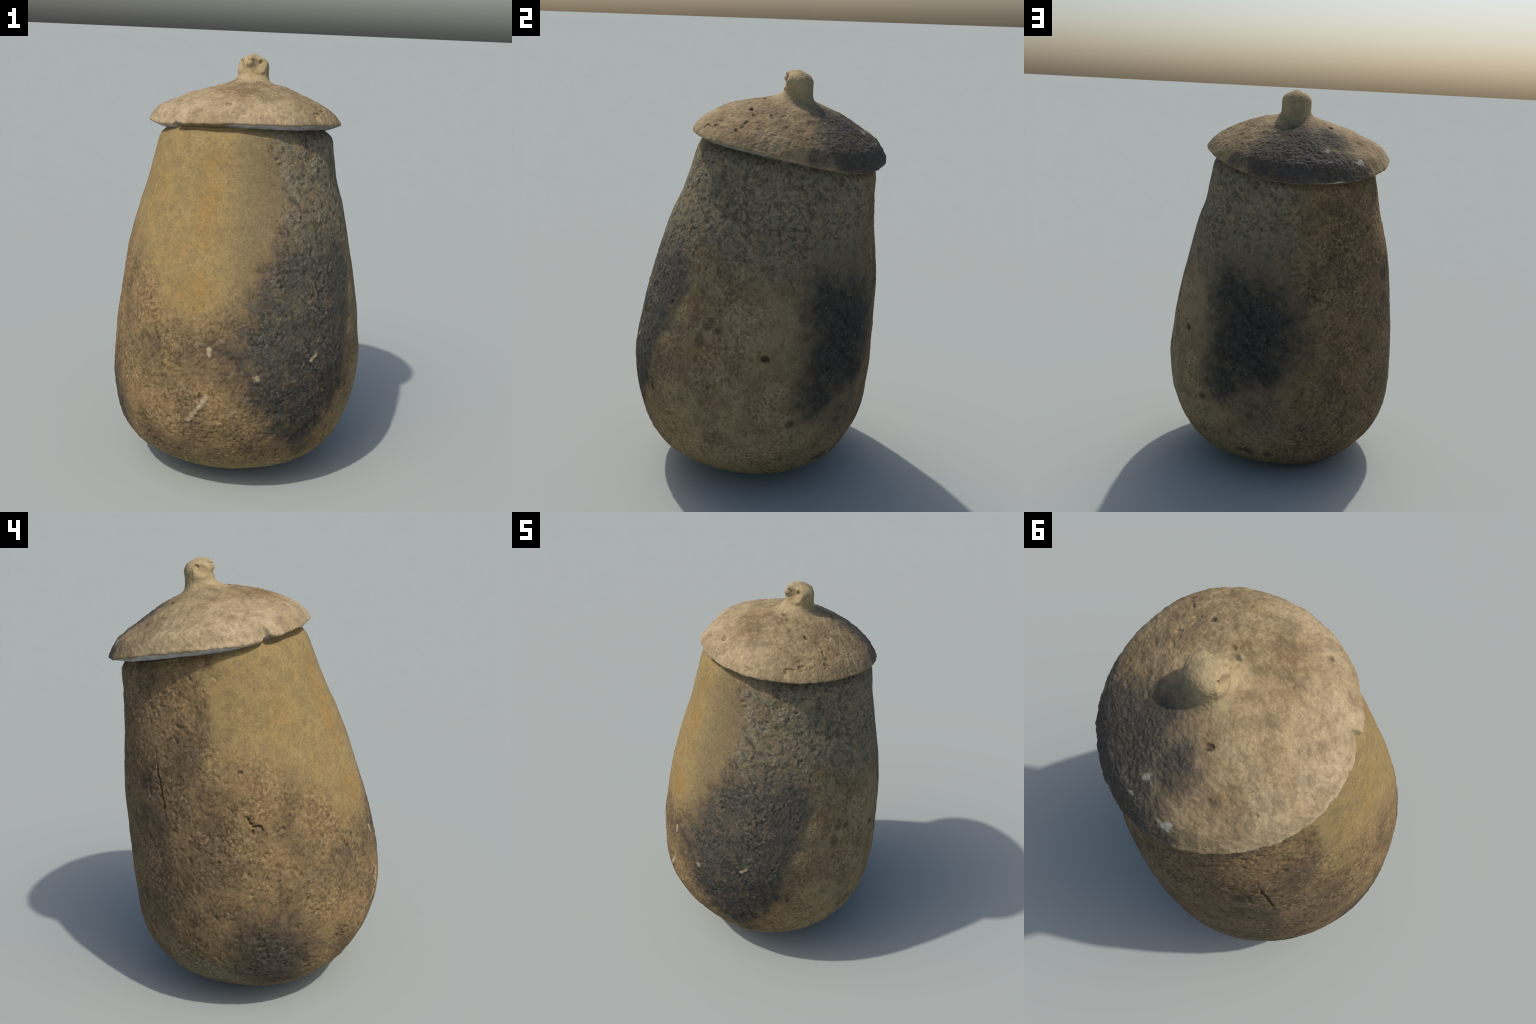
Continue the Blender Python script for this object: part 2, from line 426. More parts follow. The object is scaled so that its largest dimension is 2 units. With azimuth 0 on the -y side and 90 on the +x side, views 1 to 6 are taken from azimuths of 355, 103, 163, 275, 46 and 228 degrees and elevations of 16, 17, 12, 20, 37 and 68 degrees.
    col = k.mix(k.math("MULTIPLY", k.dissolve(k.blobs(q, SOOT_BACK, 0.2, 1.35), n3, n2, 0.05, 0.95), 0.95), col, k.mix(k.step(n5, 0.42, 0.60), (0.042, 0.041, 0.038), (0.025, 0.0245, 0.023)))
    col = k.mix(k.math("MULTIPLY", k.math("MULTIPLY", k.dissolve(k.blobs(q, SOOT_WEST, 0.15, 1.35), n3, n2, 0.02, 1.0), rest), 0.88), col, (0.050, 0.044, 0.036))
    # grains: dark flecks and pale grit, strong on bare ware, faint on slip
    amp = k.math("MULTIPLY", k.math("MULTIPLY", k.step(k.noise(k.vec("ADD", co, (1.0, 6.0, 3.0)), 6, 3, 0.6), 0.40, 0.60, 0.5, 1.1), k.math("MULTIPLY_ADD", rest, 0.72, 0.28)), k.math("MULTIPLY_ADD", east, -0.12, 1.0))
    big = k.math("MULTIPLY", k.step(n5, 0.52, 0.64), k.math("MULTIPLY", k.math("MULTIPLY_ADD", east, -0.3, 1.0), k.math("MULTIPLY", rest, 0.62)))
    cloud = k.noise(k.vec("ADD", co, (7.0, 2.0, 5.0)), 9, 3, 0.55)
    col = k.mix(k.math("MULTIPLY", k.step(cloud, 0.50, 0.64, 0.0, 0.38), k.math("MULTIPLY_ADD", rest, 0.75, 0.25)), col, k.vec("SCALE", col, scale=0.55))
    col = k.mix(big, col, k.vec("SCALE", col, scale=0.50))
    fleck = k.math("MULTIPLY", k.step(n3, 0.50, 0.63), amp)
    col = k.mix(k.math("MULTIPLY", fleck, 0.75), col, k.vec("SCALE", col, scale=0.40))
    grit = k.math("MULTIPLY", k.step(n3, 0.48, 0.36), amp)
    col = k.mix(k.math("MULTIPLY", grit, 0.7), col, k.mix(0.25, k.vec("SCALE", col, scale=1.75), (0.30, 0.25, 0.17)))
    fine = k.math("MULTIPLY_ADD", k.math("SUBTRACT", n4, 0.5), 0.9, 1.0)
    col = k.vec("SCALE", col, scale=fine)
    # single spots and marks
    col = k.mix(k.math("MULTIPLY", k.blobs(qs, DARK_SPOTS, 0.5, 1.4), 0.85), col, (0.055, 0.042, 0.03))
    col = k.mix(k.blobs(qs, [((0.5620, 0.197, 0.774), 0.021, 0.017, 1.0)], 0.5, 1.2), col, (0.006, 0.005, 0.004))
    marks = None
    for a, b, r in WHITE_MARKS:
        m = k.streak(qs, a, b, r)
        marks = m if marks is None else k.math("MAXIMUM", marks, m)
    col = k.mix(k.math("MULTIPLY", marks, 0.62), col, C["pale"])
    bump = k.math("ADD", k.math("MULTIPLY", n3, amp), k.math("MULTIPLY", n4, 0.35))
    return k.finish(col, bump, 0.005, 0.7, 0.9, 0.18)

LID_HAZE = [((0.04, 0.44, 1.74), 0.28, 0.4, 0.6), ((-0.20, 0.48, 1.72), 0.14, 0.3, 0.35)]
LID_SOOT = [((0.12, 0.50, 1.70), 0.22, 0.25, 1.0), ((0.20, 0.40, 1.75), 0.12, 0.2, 0.7), ((0.27, 0.45, 1.66), 0.13, 0.2, 0.9), ((-0.05, 0.58, 1.63), 0.15, 0.2, 0.95),
            ((0.09, 0.36, 1.79), 0.12, 0.12, 0.75), ((-0.06, 0.43, 1.77), 0.12, 0.15, 0.75), ((-0.16, 0.58, 1.61), 0.09, 0.12, 0.75), ((0.36, 0.38, 1.66), 0.08, 0.12, 0.6)]
LID_STAIN = [((0.26, 0.02, 1.80), 0.24, 0.3, 0.5), ((0.09, 0.04, 1.86), 0.08, 0.1, 1.0), ((0.30, 0.25, 1.80), 0.14, 0.2, 0.55), ((0.25, 0.12, 1.82), 0.14, 0.2, 0.5), ((0.10, 0.02, 1.86), 0.07, 0.1, 0.9), ((0.0, -0.05, 1.85), 0.13, 0.2, 0.95), ((-0.02, -0.20, 1.80), 0.08, 0.2, 0.35),
             ((-0.23, 0.356, 1.76), 0.10, 0.2, 0.7), ((0.22, -0.05, 1.80), 0.10, 0.1, 0.5), ((0.38, 0.10, 1.76), 0.09, 0.1, 0.5),
             ((-0.05, 0.30, 1.84), 0.10, 0.1, 0.5), ((0.28, 0.0, 1.81), 0.07, 0.1, 0.5)]
LID_PALE = [((-0.40, 0.04, 1.70), 0.16, 0.2, 0.9), ((-0.30, -0.10, 1.74), 0.14, 0.2, 0.7), ((-0.05, -0.24, 1.75), 0.15, 0.1, 0.7), ((-0.36, 0.30, 1.72), 0.12, 0.2, 0.55),
            ((0.12, -0.27, 1.74), 0.14, 0.1, 0.5)]
LID_WHITE = [((-0.047, 0.495, 1.72), 0.018, 0.03, 0.6), ((-0.172, 0.527, 1.685), 0.018, 0.03, 0.7), ((-0.03, 0.55, 1.66), 0.012, 0.02, 0.4)]
LID_DARK = [((-0.107, 0.303, 1.82), 0.012, 0.02, 0.9), ((0.243, 0.02, 1.829), 0.012, 0.02, 0.7), ((-0.089, -0.206, 1.79), 0.012, 0.02, 0.6),
            ((-0.089, 0.464, 1.739), 0.014, 0.02, 0.7), ((0.06, 0.06, 1.87), 0.014, 0.02, 0.7)]

def lid_material(name, knob=False):
    k = Kit(name)
    co = k.raw
    w1 = k.vec("SCALE", k.vec("SUBTRACT", k.noise(co, 8, 4, 0.6, color=True), (0.5, 0.5, 0.5)), scale=0.13)
    w2 = k.vec("SCALE", k.vec("SUBTRACT", k.noise(co, 40, 3, 0.6, color=True), (0.5, 0.5, 0.5)), scale=0.05)
    q = k.vec("ADD", k.vec("ADD", co, w1), w2)
    n1 = k.noise(co, 6, 5, 0.6)
    n2 = k.noise(co, 20, 5, 0.65)
    n3 = k.noise(co, 65, 4, 0.65)
    n4 = k.noise(co, 150, 3, 0.6)
    col = k.mix(k.step(n1, 0.42, 0.60), C["sand"], C["sand2"])
    col = k.mix(k.math("MULTIPLY", k.step(n2, 0.47, 0.62), 0.6), col, (0.245, 0.180, 0.098))
    col = k.mix(k.math("MULTIPLY", k.blobs(q, LID_PALE, 0.2, 1.4), k.step(n2, 0.42, 0.60, 1.0, 0.45)), col, C["cream"])
    col = k.mix(k.math("MULTIPLY", k.blobs(q, LID_STAIN, 0.2, 1.4), k.step(n2, 0.40, 0.58, 0.25, 1.0)), col, C["lid_brown"])
    # the knob is a cleaner yellowish clay, merging into the lid at its foot
    kd = k.vec("LENGTH", k.vec("MULTIPLY", k.vec("SUBTRACT", q, (0.045, 0.180, 1.95)), (1.0, 1.0, 0.85)))
    knobm = k.step(kd, 0.19, 0.08)
    knobc = k.mix(k.step(n2, 0.42, 0.60, 0, 0.75), C["knob"], (0.33, 0.245, 0.13))
    col = k.mix(knobm, col, knobc)
    notknob = k.math("SUBTRACT", 1.0, k.step(kd, 0.14, 0.08))
    haze = k.math("MULTIPLY", k.blobs(q, LID_HAZE, 0.1, 1.3), k.step(n1, 0.42, 0.58, 0.5, 1.0))
    col = k.mix(k.math("MULTIPLY", haze, notknob), col, (0.150, 0.118, 0.074))
    soot = k.math("MULTIPLY", k.dissolve(k.blobs(q, LID_SOOT, 0.25, 1.35), n3, n2, -0.05, 0.88), 0.92)
    col = k.mix(k.math("MULTIPLY", soot, notknob), col, (0.050, 0.046, 0.041))
    back = k.math("MULTIPLY", k.blobs(q, [((0.075, 0.27, 1.92), 0.085, 0.12, 0.5)], 0.4, 1.25), k.step(n2, 0.40, 0.6, 0.7, 1.0))  # knob's rear tinted darker to paint in its shade side
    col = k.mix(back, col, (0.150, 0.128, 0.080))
    fleck = k.math("MULTIPLY", k.step(n3, 0.53, 0.66), k.math("MULTIPLY_ADD", notknob, 0.32, 0.08))
    col = k.mix(fleck, col, k.vec("SCALE", col, scale=0.5))
    cloud = k.noise(k.vec("ADD", co, (4.0, 2.0, 9.0)), 13, 4, 0.62)
    col = k.mix(k.math("MULTIPLY", k.step(cloud, 0.49, 0.64, 0.0, 0.45), notknob), col, k.mix(0.5, k.vec("SCALE", col, scale=0.55), (0.150, 0.108, 0.060)))
    col = k.mix(k.math("MULTIPLY", k.step(cloud, 0.46, 0.36, 0.0, 0.4), notknob), col, k.vec("SCALE", col, scale=1.25))
    grit = k.math("MULTIPLY", k.step(n3, 0.47, 0.36), k.math("MULTIPLY_ADD", notknob, 0.25, 0.1))
    col = k.mix(grit, col, k.mix(0.3, k.vec("SCALE", col, scale=1.4), (0.45, 0.38, 0.28)))
    col = k.mix(k.blobs(q, LID_WHITE), col, (0.42, 0.41, 0.35))
    qs = k.vec("ADD", co, k.vec("SCALE", w2, scale=0.65))
    col = k.mix(k.blobs(qs, LID_DARK, 0.5, 1.3), col, (0.06, 0.045, 0.033))
    col = k.vec("SCALE", col, scale=k.math("MULTIPLY_ADD", k.math("SUBTRACT", n4, 0.5), 0.5, 1.0))
    bump = k.math("ADD", k.math("MULTIPLY", n3, k.math("MULTIPLY_ADD", notknob, 0.7, 0.2)), k.math("MULTIPLY", n4, 0.25))
    return k.finish(col, bump, 0.005, 0.7, 0.88, 0.22)

def underside_material():
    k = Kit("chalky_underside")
    n = k.noise(k.raw, 25, 4, 0.6)
    col = k.mix(k.step(n, 0.42, 0.6), (0.47, 0.47, 0.475), (0.34, 0.34, 0.345))
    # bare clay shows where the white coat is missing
    sep = k.N.new("ShaderNodeSeparateXYZ")
    k._in(sep.inputs[0], k.vec("ADD", k.raw, k.vec("SCALE", k.vec("SUBTRACT", k.noise(k.raw, 14, 3, 0.6, color=True), (0.5, 0.5, 0.5)), scale=0.12)))
    az = k.math("MULTIPLY", k.math("ARCTAN2", k.math("SUBTRACT", sep.outputs[0], 0.02), k.math("MULTIPLY", k.math("SUBTRACT", sep.outputs[1], 0.16), -1.0)), 180 / pi)
    clay = k.math("MULTIPLY", k.step(az, -56, -46), k.step(az, -4, -18))
    clay = k.math("MAXIMUM", clay, k.math("MULTIPLY", k.step(az, 96, 118), 0.8))
    col = k.mix(k.math("MULTIPLY", k.math("MULTIPLY", k.step(az, 24, 44), k.step(az, 104, 92)), 0.65), col, (0.17, 0.165, 0.155))
    col = k.mix(clay, col, (0.20, 0.155, 0.09))
    return k.finish(col, n, 0.003, 0.4, 0.9, 0.2)

M_BODY = body_material()
M_LID = lid_material("pale_earthenware")
M_UNDER = underside_material()

# ------------------------------------------------------------------ build the body
urn = bpy.data.objects.new("lidded_urn", None)
bpy.context.scene.collection.objects.link(urn)
urn["label"] = "soot-stained clay urn with a bird-headed domed lid"
urn["category"] = "pottery urn"

COLS = 960
th = np.linspace(0, 2 * pi, COLS, endpoint=False)

def build_body():
    ROWS = 560
    top = 1.622 - 0.0575 * np.sin(th) + 0.018 * np.cos(th) ** 2 + 0.012 * np.exp(-0.5 * (ang_gap(np.degrees(th) + 90, 45) / 35) ** 2)
    w = np.linspace(0.012, 1, ROWS)[:, None]
    z = BODY_H * (1 - np.cos(pi * w * (np.arccos(1 - 2 * top / BODY_H) / pi)[None, :])) / 2
    T = np.broadcast_to(th, z.shape)
    r, cx, cy = body_xy(z, T)
    h = np.clip(1 - (top[None, :] - z) / 0.045, 0, 1)
    r = r - 0.016 * h ** 2.2
    P = np.stack([cx + r * np.cos(T), cy + r * np.sin(T), z], -1)
    N = grid_normals(P)
    # ---- relief
    warp = np.stack([fbm(P + 5, 7, 2), fbm(P + 9, 7, 2), fbm(P + 13, 7, 2)], -1) * 0.04
    Q = P + warp
    a = az_of(Q)
    zz = Q[..., 2]
    edge = np.interp(a, [p[0] for p in SLIP_EDGE], [p[1] for p in SLIP_EDGE])
    slip = sstep(-0.07, 0.07, zz - edge) * sstep(-102, -94, a)
    slip = slip * (1 - sstep(-9, 11, a - np.interp(zz, [p[0] for p in SLIP_RIGHT], [p[1] for p in SLIP_RIGHT])))
    east = sstep(40, 72, a) * (1 - sstep(156, 180, a))
    coarse = (1 - slip) * (1 - 0.72 * east * (1 - 0.55 * sstep(1.0, 1.3, zz) * (1 - sstep(65, 110, a))))
    coarse *= 1 - 0.6 * blobs(P, [((-0.25, 0.50, 0.5), 0.42, 0.9, 1.0)])
    coarse *= 0.35 + 0.65 * sstep(0.06, 0.22, zz)
    lumps = fbm(P, 9, 3)
    grain = fbm(P, 40, 3, 0.65)
    worn = 0.2 + 0.8 * sstep(-0.25, 0.5, fbm(P + 3, 5, 3))
    disp = 0.0020 * lumps + coarse * worn * (0.0029 * grain + 0.0012 * fbm(P, 85, 1)) + (1 - slip) * 0.0006 * grain
    disp += 0.004 * fbm(P, 3.2, 2)
    # pitted and cracked places
    for p, q, rad, dep in PITS + CRACKS:
        dent(disp, P, p, q, rad, dep)
    for p, q, rad in WHITE_MARKS:
        dent(disp, P, p, q, rad * 1.1, -0.003)
    # a scatter of small pits, deeper and denser in the coarse ware
    zrow = z[:, 0]
    for _ in range(2600):
        zc = rng.uniform(0.05, 1.56)
        i = int(np.searchsorted(zrow, zc))
        j = int(rng.integers(COLS))
        cs = coarse[min(i, ROWS - 1), j]
        if rng.uniform() > 0.25 + 0.75 * cs or slip[min(i, ROWS - 1), j] > 0.5:
            continue
        rad = rng.uniform(0.003, 0.0085)
        dep = rad * rng.uniform(0.3, 0.85)
        ii = np.arange(max(i - 6, 0), min(i + 7, ROWS))
        jj = np.arange(j - 6, j + 7) % COLS
        block = P[np.ix_(ii, jj)] - P[min(i, ROWS - 1), j]
        ang = rng.uniform(0, pi)
        tang = np.array([-math.sin(th[j]), math.cos(th[j]), 0])
        e1 = math.cos(ang) * tang + math.sin(ang) * np.array([0, 0, 1])
        along = block @ e1
        d2 = (np.sum(block ** 2, -1) - along ** 2) + (along / rng.uniform(1.0, 2.2)) ** 2
        disp[np.ix_(ii, jj)] -= dep * np.exp(-(d2 / rad ** 2) ** 1.4)
    fade = sstep(0.0, 0.02, z)
    P = P + N * (disp * fade)[..., None]
    # ---- closed foot
    foot = []
    ring = P[0]
    mid = ring.mean(0)
    for s in np.linspace(0.0, 1, 26)[:-1]:
        s2 = max(s, 0.002)
        row = mid + (ring - mid) * s2
        row[:, 2] = ring[:, 2] * s2 ** 3
        foot.append(row)
    # ---- lip rolled inwards and a short inner neck
    lip = []
    c = P[-1].mean(0)
    inward = c - P[-1]
    inward[:, 2] = 0
    inward /= np.linalg.norm(inward, axis=1)[:, None]
    for t in np.linspace(0, pi, 13)[1:]:
        row = P[-1] + inward * (0.018 * (1 - math.cos(t)))
        row[:, 2] += 0.012 * math.sin(t)
        lip.append(row)
    for d in (0.03, 0.06, 0.10):
        row = lip[11] + inward * 0.004
        row[:, 2] = lip[11][:, 2] - d
        lip.append(row)
    G = np.concatenate([np.array(foot), P, np.array(lip)])
    G[..., 2] -= G[..., 2].min()
    rows = len(G)
    return add_object("jar_body", G.reshape(-1, 3), grid_faces(rows, COLS).reshape(-1, 4), M_BODY, urn)

build_body()

# ------------------------------------------------------------------ build the lid and its bird head
AX = np.array((0.045, 0.194))          # upright axis through the knob
RIM_R = (0.4587, -0.0374, -0.0441, 0.0041, -0.0112, -0.002, 0.0001, -0.0009, -0.0001, -0.0028, -0.0007)
RIM_Z = (1.6578, -0.0058, -0.0691, 0.0095, -0.0099, 0.0001, 0.0019, 0.0027, -0.0016, -0.0021, 0.0009)
DOME_S = (0, .12, .25, .4, .55, .7, .82, .92, 1.0)
DOME_H = (0.2263, 0.2126, 0.1978, 0.1766, 0.1497, 0.1175, 0.0884, 0.0556, 0.0007)
DOME_C = (0, -0.0023, -0.0028, 0.0021, -0.0032, -0.0023, -0.0022, -0.004, -0.0003)
DOME_D = (0, -0.0023, -0.0018, 0.0009, -0.0017, -0.0012, 0.0022, 0.0063, 0.0002)

def wave(c, t):
    out = c[0] + 0 * t
    for k in range(1, 6):
        out = out + c[2 * k - 1] * np.cos(k * t) + c[2 * k] * np.sin(k * t)
    return out

def smooth_interp(s, xs, ys):
    """natural-looking monotone cubic through the profile points"""
    xs, ys = np.array(xs), np.array(ys)
    d = np.diff(ys) / np.diff(xs)
    m = np.concatenate([[d[0]], (d[:-1] * np.diff(xs)[1:] + d[1:] * np.diff(xs)[:-1]) / (xs[2:] - xs[:-2]), [d[-1] * 1.25]])
    i = np.clip(np.searchsorted(xs, s) - 1, 0, len(xs) - 2)
    h = xs[i + 1] - xs[i]
    t = (s - xs[i]) / h
    return (2 * t ** 3 - 3 * t ** 2 + 1) * ys[i] + (t ** 3 - 2 * t ** 2 + t) * h * m[i] + (-2 * t ** 3 + 3 * t ** 2) * ys[i + 1] + (t ** 3 - t ** 2) * h * m[i + 1]

def dome_z(s, t):
    plane = RIM_Z[0] + (RIM_Z[1] * np.cos(t) + RIM_Z[2] * np.sin(t)) * s
    wob = (wave(RIM_Z, t) - RIM_Z[0] - RIM_Z[1] * np.cos(t) - RIM_Z[2] * np.sin(t)) * s ** 3
    sc = np.clip(s, 0, 1)
    az = np.degrees(t) + 90
    mid = np.sin(pi * sc ** 1.2) ** 1.0
    plane = plane + mid * (-0.005 * np.exp(-0.5 * (ang_gap(az, 108) / 32) ** 2) + 0.003 * np.exp(-0.5 * (ang_gap(az, 30) / 24) ** 2))
    return plane + wob + smooth_interp(sc, DOME_S, DOME_H) + smooth_interp(sc, DOME_S, DOME_C) * np.cos(t) + smooth_interp(sc, DOME_S, DOME_D) * np.sin(t)

# signed distance of the bird head, built from rounded solids
HC = np.array((AX[0], AX[1], 1.94))
FWD = np.array((-0.033, -0.081, 0.0))
FWD /= np.linalg.norm(FWD)
SIDE = np.array((-FWD[1], FWD[0], 0.0))      # towards the +x eye

def smin(a, b, k):
    h = np.clip(0.5 + 0.5 * (b - a) / k, 0, 1)
    return b * (1 - h) + a * h - k * h * (1 - h)

def capsule(P, a, b, ra, rb):
    a, b = np.array(a), np.array(b)
    d = b - a
    t = np.clip(((P - a) @ d) / (d @ d), 0, 1)
    return np.linalg.norm(P - a - t[..., None] * d, axis=-1) - (ra + (rb - ra) * t)

def at(f, s, z):
    return np.array((AX[0], AX[1], 0)) + FWD * f + SIDE * s + np.array((0, 0, z))

EYES = [np.array((0.0713, 0.1497, 1.9625)), np.array((-0.0073, 0.1904, 1.961))]

def beak_sdf(P):
    up = capsule(P, at(0.010, 0.0, 1.977), at(0.063, 0.001, 1.9800), 0.024, 0.0135)
    lo = capsule(P, at(0.022, 0.0, 1.954), at(0.0750, -0.001, 1.9605), 0.025, 0.0120)
    return smin(up, lo, 0.003)

def head_sdf(P):
    q = (P - np.array((0.0418, 0.188, 0)))
    rel = np.stack([q[..., 0] / 0.075, q[..., 1] / 0.067], -1)
    # domed cylinder
    zc = np.clip(P[..., 2], 1.80, 1.945)
    dz = (P[..., 2] - zc) / 0.049
    d = (np.sqrt(rel[..., 0] ** 2 + rel[..., 1] ** 2 + dz ** 2) - 1) * 0.060
    # hollow cheeks left and right of the beak
    for f, s in ((0.088, 0.064), (0.080, -0.086)):
        cheek = np.linalg.norm((P - at(f, s, 1.962)) / np.array((1, 1, 0.9)), axis=-1) - 0.0585
        d = -smin(-d, cheek, 0.010)
    d = smin(d, beak_sdf(P), 0.014)
    # crest where the beak ridge starts
    d = smin(d, np.linalg.norm(P - np.array((0.0275, 0.165, 1.981)), axis=-1) - 0.0165, 0.014)
    return d

# sink the eyes from the real surface of the cheeks
def to_surface(e):
    d = (e - HC) / np.linalg.norm(e - HC)
    t = 0.13
    for _ in range(60):
        t -= 0.7 * float(head_sdf((HC + d * t)[None])[0])
    return HC + d * t

EYES = [to_surface(e) for e in EYES]

def eye_cut(P, d):
    for e in EYES:
        d = -smin(-d, np.linalg.norm(P - e, axis=-1) - 0.0122, 0.002)
    return d

def march(O, D, far=0.13):
    """distance from O along D to the head surface, coming in from outside"""
    t = np.full(O.shape[:-1], far)
    for _ in range(42):
        p = O + D * t[..., None]
        t = np.maximum(t - 0.75 * eye_cut(p, head_sdf(p)), 0.012)
    return t

def build_lid():
    cols = COLS
    CT, ST = np.cos(th), np.sin(th)
    R = wave(RIM_R, th) - 0.006 * np.exp(-0.5 * (ang_gap(np.degrees(th) + 90, 95) / 25) ** 2)
    # ---- the head: a cap in spherical directions, then level rings down the neck
    rows = []
    for phi in np.linspace(0.015, pi / 2, 110):
        D = np.stack([np.sin(phi) * CT, np.sin(phi) * ST, np.full(cols, np.cos(phi))], -1)
        O = np.broadcast_to(HC, D.shape)
        rows.append(O + D * march(O, D)[:, None])
    D = np.stack([CT, ST, np.zeros(cols)], -1)
    # how low the neck runs before it flares, by side (front flares early and wide)
    front = np.clip((FWD[0] * CT + FWD[1] * ST), -1, 1)
    zneck = 1.902 + 0.012 * np.clip(front, 0, 1) - 0.020 * np.clip(-front, 0, 1)
    for t in np.linspace(0, 1, 40)[1:]:
        zz = HC[2] + (zneck - HC[2]) * t
        O = np.stack([np.full(cols, AX[0]), np.full(cols, AX[1]), zz], -1)
        rows.append(O + D * march(O, D)[:, None])
    neck = rows[-1]
    n_head = len(rows)
    # ---- flare
    rn = np.hypot(neck[:, 0] - AX[0], neck[:, 1] - AX[1])
    rj = np.where(front > 0, 0.112 + 0.045 * front, 0.112 + 0.014 * -np.abs(front))
    sj = rj / R
    zj = dome_z(sj, th)
    slope = (dome_z(sj + 0.02, th) - zj) / (0.02 * R)
    for t in np.linspace(0, 1, 46)[1:]:
        p0r, p0z = rn, neck[:, 2]
        p1r, p1z = rn + 0.002, neck[:, 2] - 0.6 * (neck[:, 2] - zj)
        L = 0.6 * (rj - rn)
        p2r, p2z = rj - L, zj - slope * L
        b = ((1 - t) ** 3, 3 * t * (1 - t) ** 2, 3 * t * t * (1 - t), t ** 3)
        rr = b[0] * p0r + b[1] * p1r + b[2] * p2r + b[3] * rj
        zz = b[0] * p0z + b[1] * p1z + b[2] * p2z + b[3] * zj
        rows.append(np.stack([AX[0] + rr * CT, AX[1] + rr * ST, zz], -1))
    # ---- dome
    # chipped rim, north-west of the front
    da = np.degrees(np.angle(np.exp(1j * (th + 2.4247))))
    right = sstep(-0.9, 1.1, da) * np.exp(-np.clip(da, 0, 99) / 12.0)
    left = sstep(0.9, -1.1, da) * np.exp(-np.clip(-da, 0, 99) / 9.0)
    nick = np.exp(-((da + 0.8) / 2.3) ** 2)
    wavy = np.stack([CT, ST, 0 * CT], -1)
    Rr = R + 0.012 * right - 0.013 * left - 0.008 * nick + 0.003 * gnoise(wavy * 9) + 0.0020 * gnoise(wavy * 24) + 0.0005 * gnoise(wavy * 60)
    rim_up = 0.012 * right - 0.004 * left + 0.013 * nick + 0.0025 * gnoise(wavy * 14 + 3) + 0.0005 * gnoise(wavy * 45 + 7)
    ends = 1 - 0.006 / R
    for t in np.linspace(0, 1, 200)[1:]:
        s = sj + (ends - sj) * (0.55 * t + 0.45 * np.sin(t * pi / 2))
        zz = dome_z(s, th) + rim_up * sstep(0.93, 1.0, s)
        rr = s * R + (Rr - R) * sstep(0.9, 1.0, s)
        rows.append(np.stack([AX[0] + rr * CT, AX[1] + rr * ST, zz], -1))
    edge = rows[-1]
    re = np.hypot(edge[:, 0] - AX[0], edge[:, 1] - AX[1])
    ze = edge[:, 2]
    zr = wave(RIM_Z, th) + rim_up
    edge_slope = np.clip((dome_z(ends, th) - dome_z(ends - 0.03, th)) / (0.03 * R), -1.3, -0.3)
    # ---- rounded rim
    for t in np.linspace(0, 1, 14)[1:]:
        b = ((1 - t) ** 3, 3 * t * (1 - t) ** 2, 3 * t * t * (1 - t), t ** 3)
        p3r, p3z = re - 0.003, zr - 0.010 + 0.007 * np.exp(-0.5 * (ang_gap(np.degrees(th) + 90, 155) / 50) ** 2)
        rr = b[0] * re + b[1] * (re + 0.009) + b[2] * (p3r + 0.010) + b[3] * p3r
        zz = b[0] * ze + b[1] * (ze + 0.009 * edge_slope) + b[2] * (p3z + 0.002) + b[3] * p3z
        rows.append(np.stack([AX[0] + rr * CT, AX[1] + rr * ST, zz], -1))
    n_top = len(rows)
    # ---- underside, sloping in and down to the jar mouth
    taz = (np.degrees(th) + 90 + 180) % 360 - 180
    drop = np.interp(taz, [-180, -140, -100, -40, 0, 40, 80, 120, 180], [.014, .017, .029, .025, .024, .024, .020, .014, .013])
    inset = 0.064 - 0.018 * np.exp(-0.5 * (ang_gap(taz, 50) / 40) ** 2)
    r0 = np.hypot(rows[-1][:, 0] - AX[0], rows[-1][:, 1] - AX[1])
    z0 = rows[-1][:, 2]
    for t in np.linspace(0, 1, 34)[1:]:
        rr = r0 - inset * t
        zz = z0 - drop * (t ** 0.9) - rim_up * t
        rows.append(np.stack([AX[0] + rr * CT, AX[1] + rr * ST, zz], -1))
    r1, z1 = rr, zz
    for t in (0.03, 0.1, 0.3, 0.6, 0.995):
        rr = r1 * (1 - t)
        zz = z1 + (1.63 - z1) * t
        rows.append(np.stack([AX[0] + rr * CT, AX[1] + rr * ST, zz], -1))
    P = np.array(rows)
    N = -grid_normals(P)
    # ---- relief
    rad = np.hypot(P[..., 0] - AX[0], P[..., 1] - AX[1])
    idx = np.arange(len(P))[:, None]
    isdome = sstep(n_head, n_head + 60, idx + 0 * rad) * (idx < n_top)
    soot = blobs(P, LID_SOOT)
    disp = isdome * (0.0030 * fbm(P, 10, 2) + 0.0023 * fbm(P, 26, 3, 0.6) + (0.0008 + 0.0016 * soot) * fbm(P, 60, 2))
    disp += (0.0021 * fbm(P, 34, 2) + 0.0011 * fbm(P, 95, 1)) * (idx < n_top) * (1 - isdome) * sstep(4, 30, idx)
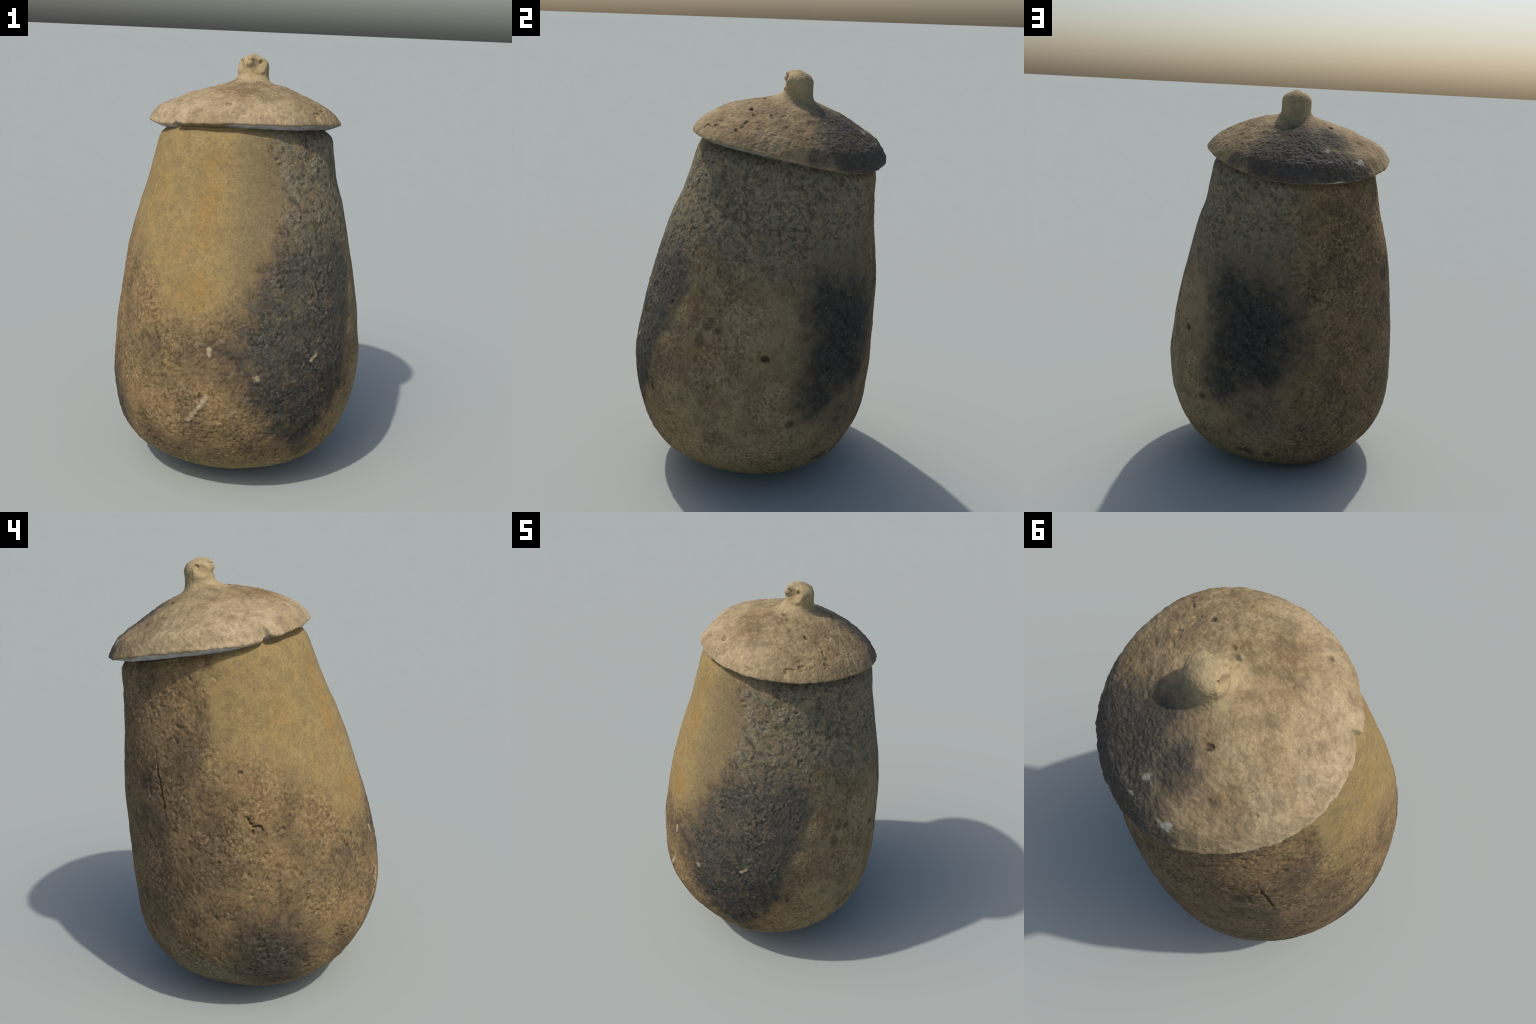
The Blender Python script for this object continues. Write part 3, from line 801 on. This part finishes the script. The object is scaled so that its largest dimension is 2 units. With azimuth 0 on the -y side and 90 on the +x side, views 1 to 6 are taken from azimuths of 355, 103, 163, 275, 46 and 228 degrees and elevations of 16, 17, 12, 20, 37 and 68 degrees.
    pits = [((-0.107, 0.303, 1.82), (-0.113, 0.297, 1.82), 0.010, 0.010), ((0.243, 0.02, 1.829), (0.247, 0.022, 1.829), 0.010, 0.009),
            ((-0.089, -0.206, 1.79), (-0.093, -0.203, 1.79), 0.011, 0.009), ((0.341, -0.119, 1.76), (0.346, -0.11, 1.76), 0.010, 0.008),
            ((-0.074, -0.263, 1.754), (-0.066, -0.268, 1.751), 0.009, 0.008), ((0.396, -0.01, 1.757), (0.412, 0.002, 1.748), 0.007, 0.008),
            ((0.345, 0.028, 1.785), (0.365, 0.02, 1.782), 0.006, 0.007), ((0.290, 0.04, 1.812), (0.302, 0.05, 1.810), 0.006, 0.006),
            ((0.30, -0.17, 1.745), (0.33, -0.15, 1.745), 0.006, 0.006), ((-0.35, 0.31, 1.73), (-0.353, 0.31, 1.73), 0.006, 0.005),
            ((0.28, 0.12, 1.83), (0.30, 0.13, 1.825), 0.007, 0.006), ((0.10, 0.045, 1.862), (0.106, 0.048, 1.862), 0.009, 0.008)]
    for p, q, rd, dp in pits:
        # find the height on the dome itself
        c = (np.array(p) + np.array(q)) / 2
        d2 = np.hypot(P[n_head + 20:n_top, :, 0] - c[0], P[n_head + 20:n_top, :, 1] - c[1])
        k = np.unravel_index(np.argmin(d2), d2.shape)
        dz = P[n_head + 20 + k[0], k[1], 2] - c[2]
        dent(disp, P, (p[0], p[1], p[2] + dz), (q[0], q[1], q[2] + dz), rd, dp)
    for _ in range(420):
        i = int(rng.integers(n_head + 70, n_top - 6))
        if rng.uniform() > (rad[i].mean() / 0.47):
            continue
        j = int(rng.integers(cols))
        azp = az_of(P[i, j])
        dens = 0.35 + 0.65 * sstep(10, 50, azp) * (1 - sstep(110, 140, azp))
        if rng.uniform() > dens:
            continue
        rd = rng.uniform(0.003, 0.009)
        ii = np.arange(max(i - 9, 0), min(i + 10, n_top))
        span = int(np.clip(0.02 / (rad[i, j] * 2 * pi / cols), 5, 30))
        jj = np.arange(j - span, j + span + 1) % cols
        block = P[np.ix_(ii, jj)] - P[i, j]
        ang = rng.uniform(0, pi)
        e1 = np.array((math.cos(ang), math.sin(ang), 0))
        al = block @ e1
        d2 = np.sum(block ** 2, -1) - al ** 2 + (al / rng.uniform(1, 2.4)) ** 2
        disp[np.ix_(ii, jj)] -= rd * rng.uniform(0.15, 0.5) * np.exp(-(d2 / rd ** 2) ** 1.4)
    disp[n_top:] += 0.0015 * fbm(P[n_top:], 20, 2)
    disp[:8] = 0
    P = P + N * disp[..., None]
    # keep the top of the crest at exactly two metres
    P[..., 2] += (P[..., 2] - 1.90).clip(0, None) / 0.1 * (2.0 - P[..., 2].max())
    V = P.reshape(-1, 3)
    F = grid_faces(len(P), cols)[..., ::-1]
    N = -grid_normals(P)
    N[0] = (0, 0, 1)
    Nf = N.reshape(-1, 3)
    fc = P[:-1] * 0.5 + P[1:] * 0.5
    row = np.arange(len(P) - 1)[:, None] + np.zeros((1, cols), int)
    is_head = row < n_head + 12
    eye = np.zeros_like(is_head)
    beak = np.zeros_like(is_head)
    hd = fc[:n_head]
    beak[:n_head] = (beak_sdf(hd) < 0.004) & (((hd - HC) @ FWD) > 0.030)
    parts = []
    eyes = []
    for e in EYES:
        m = np.zeros_like(is_head)
        m[:n_head] = np.linalg.norm(hd - e, axis=-1) < 0.0125
        m &= ~beak
        eyes.append(m)
        eye |= m
    lid = split_part("jar_lid", V, Nf, F[(row >= n_head + 12) & (row < n_top - 1)], M_LID, urn)
    head = split_part("bird_head", V, Nf, F[is_head & ~eye & ~beak], M_LID, lid)
    split_part("beak", V, Nf, F[beak], M_LID, lid)
    for m in eyes:
        split_part("eye_hollow", V, Nf, F[m], M_LID, lid)
    split_part("lid_underside", V, Nf, F[row >= n_top - 1], M_UNDER, lid)

build_lid()
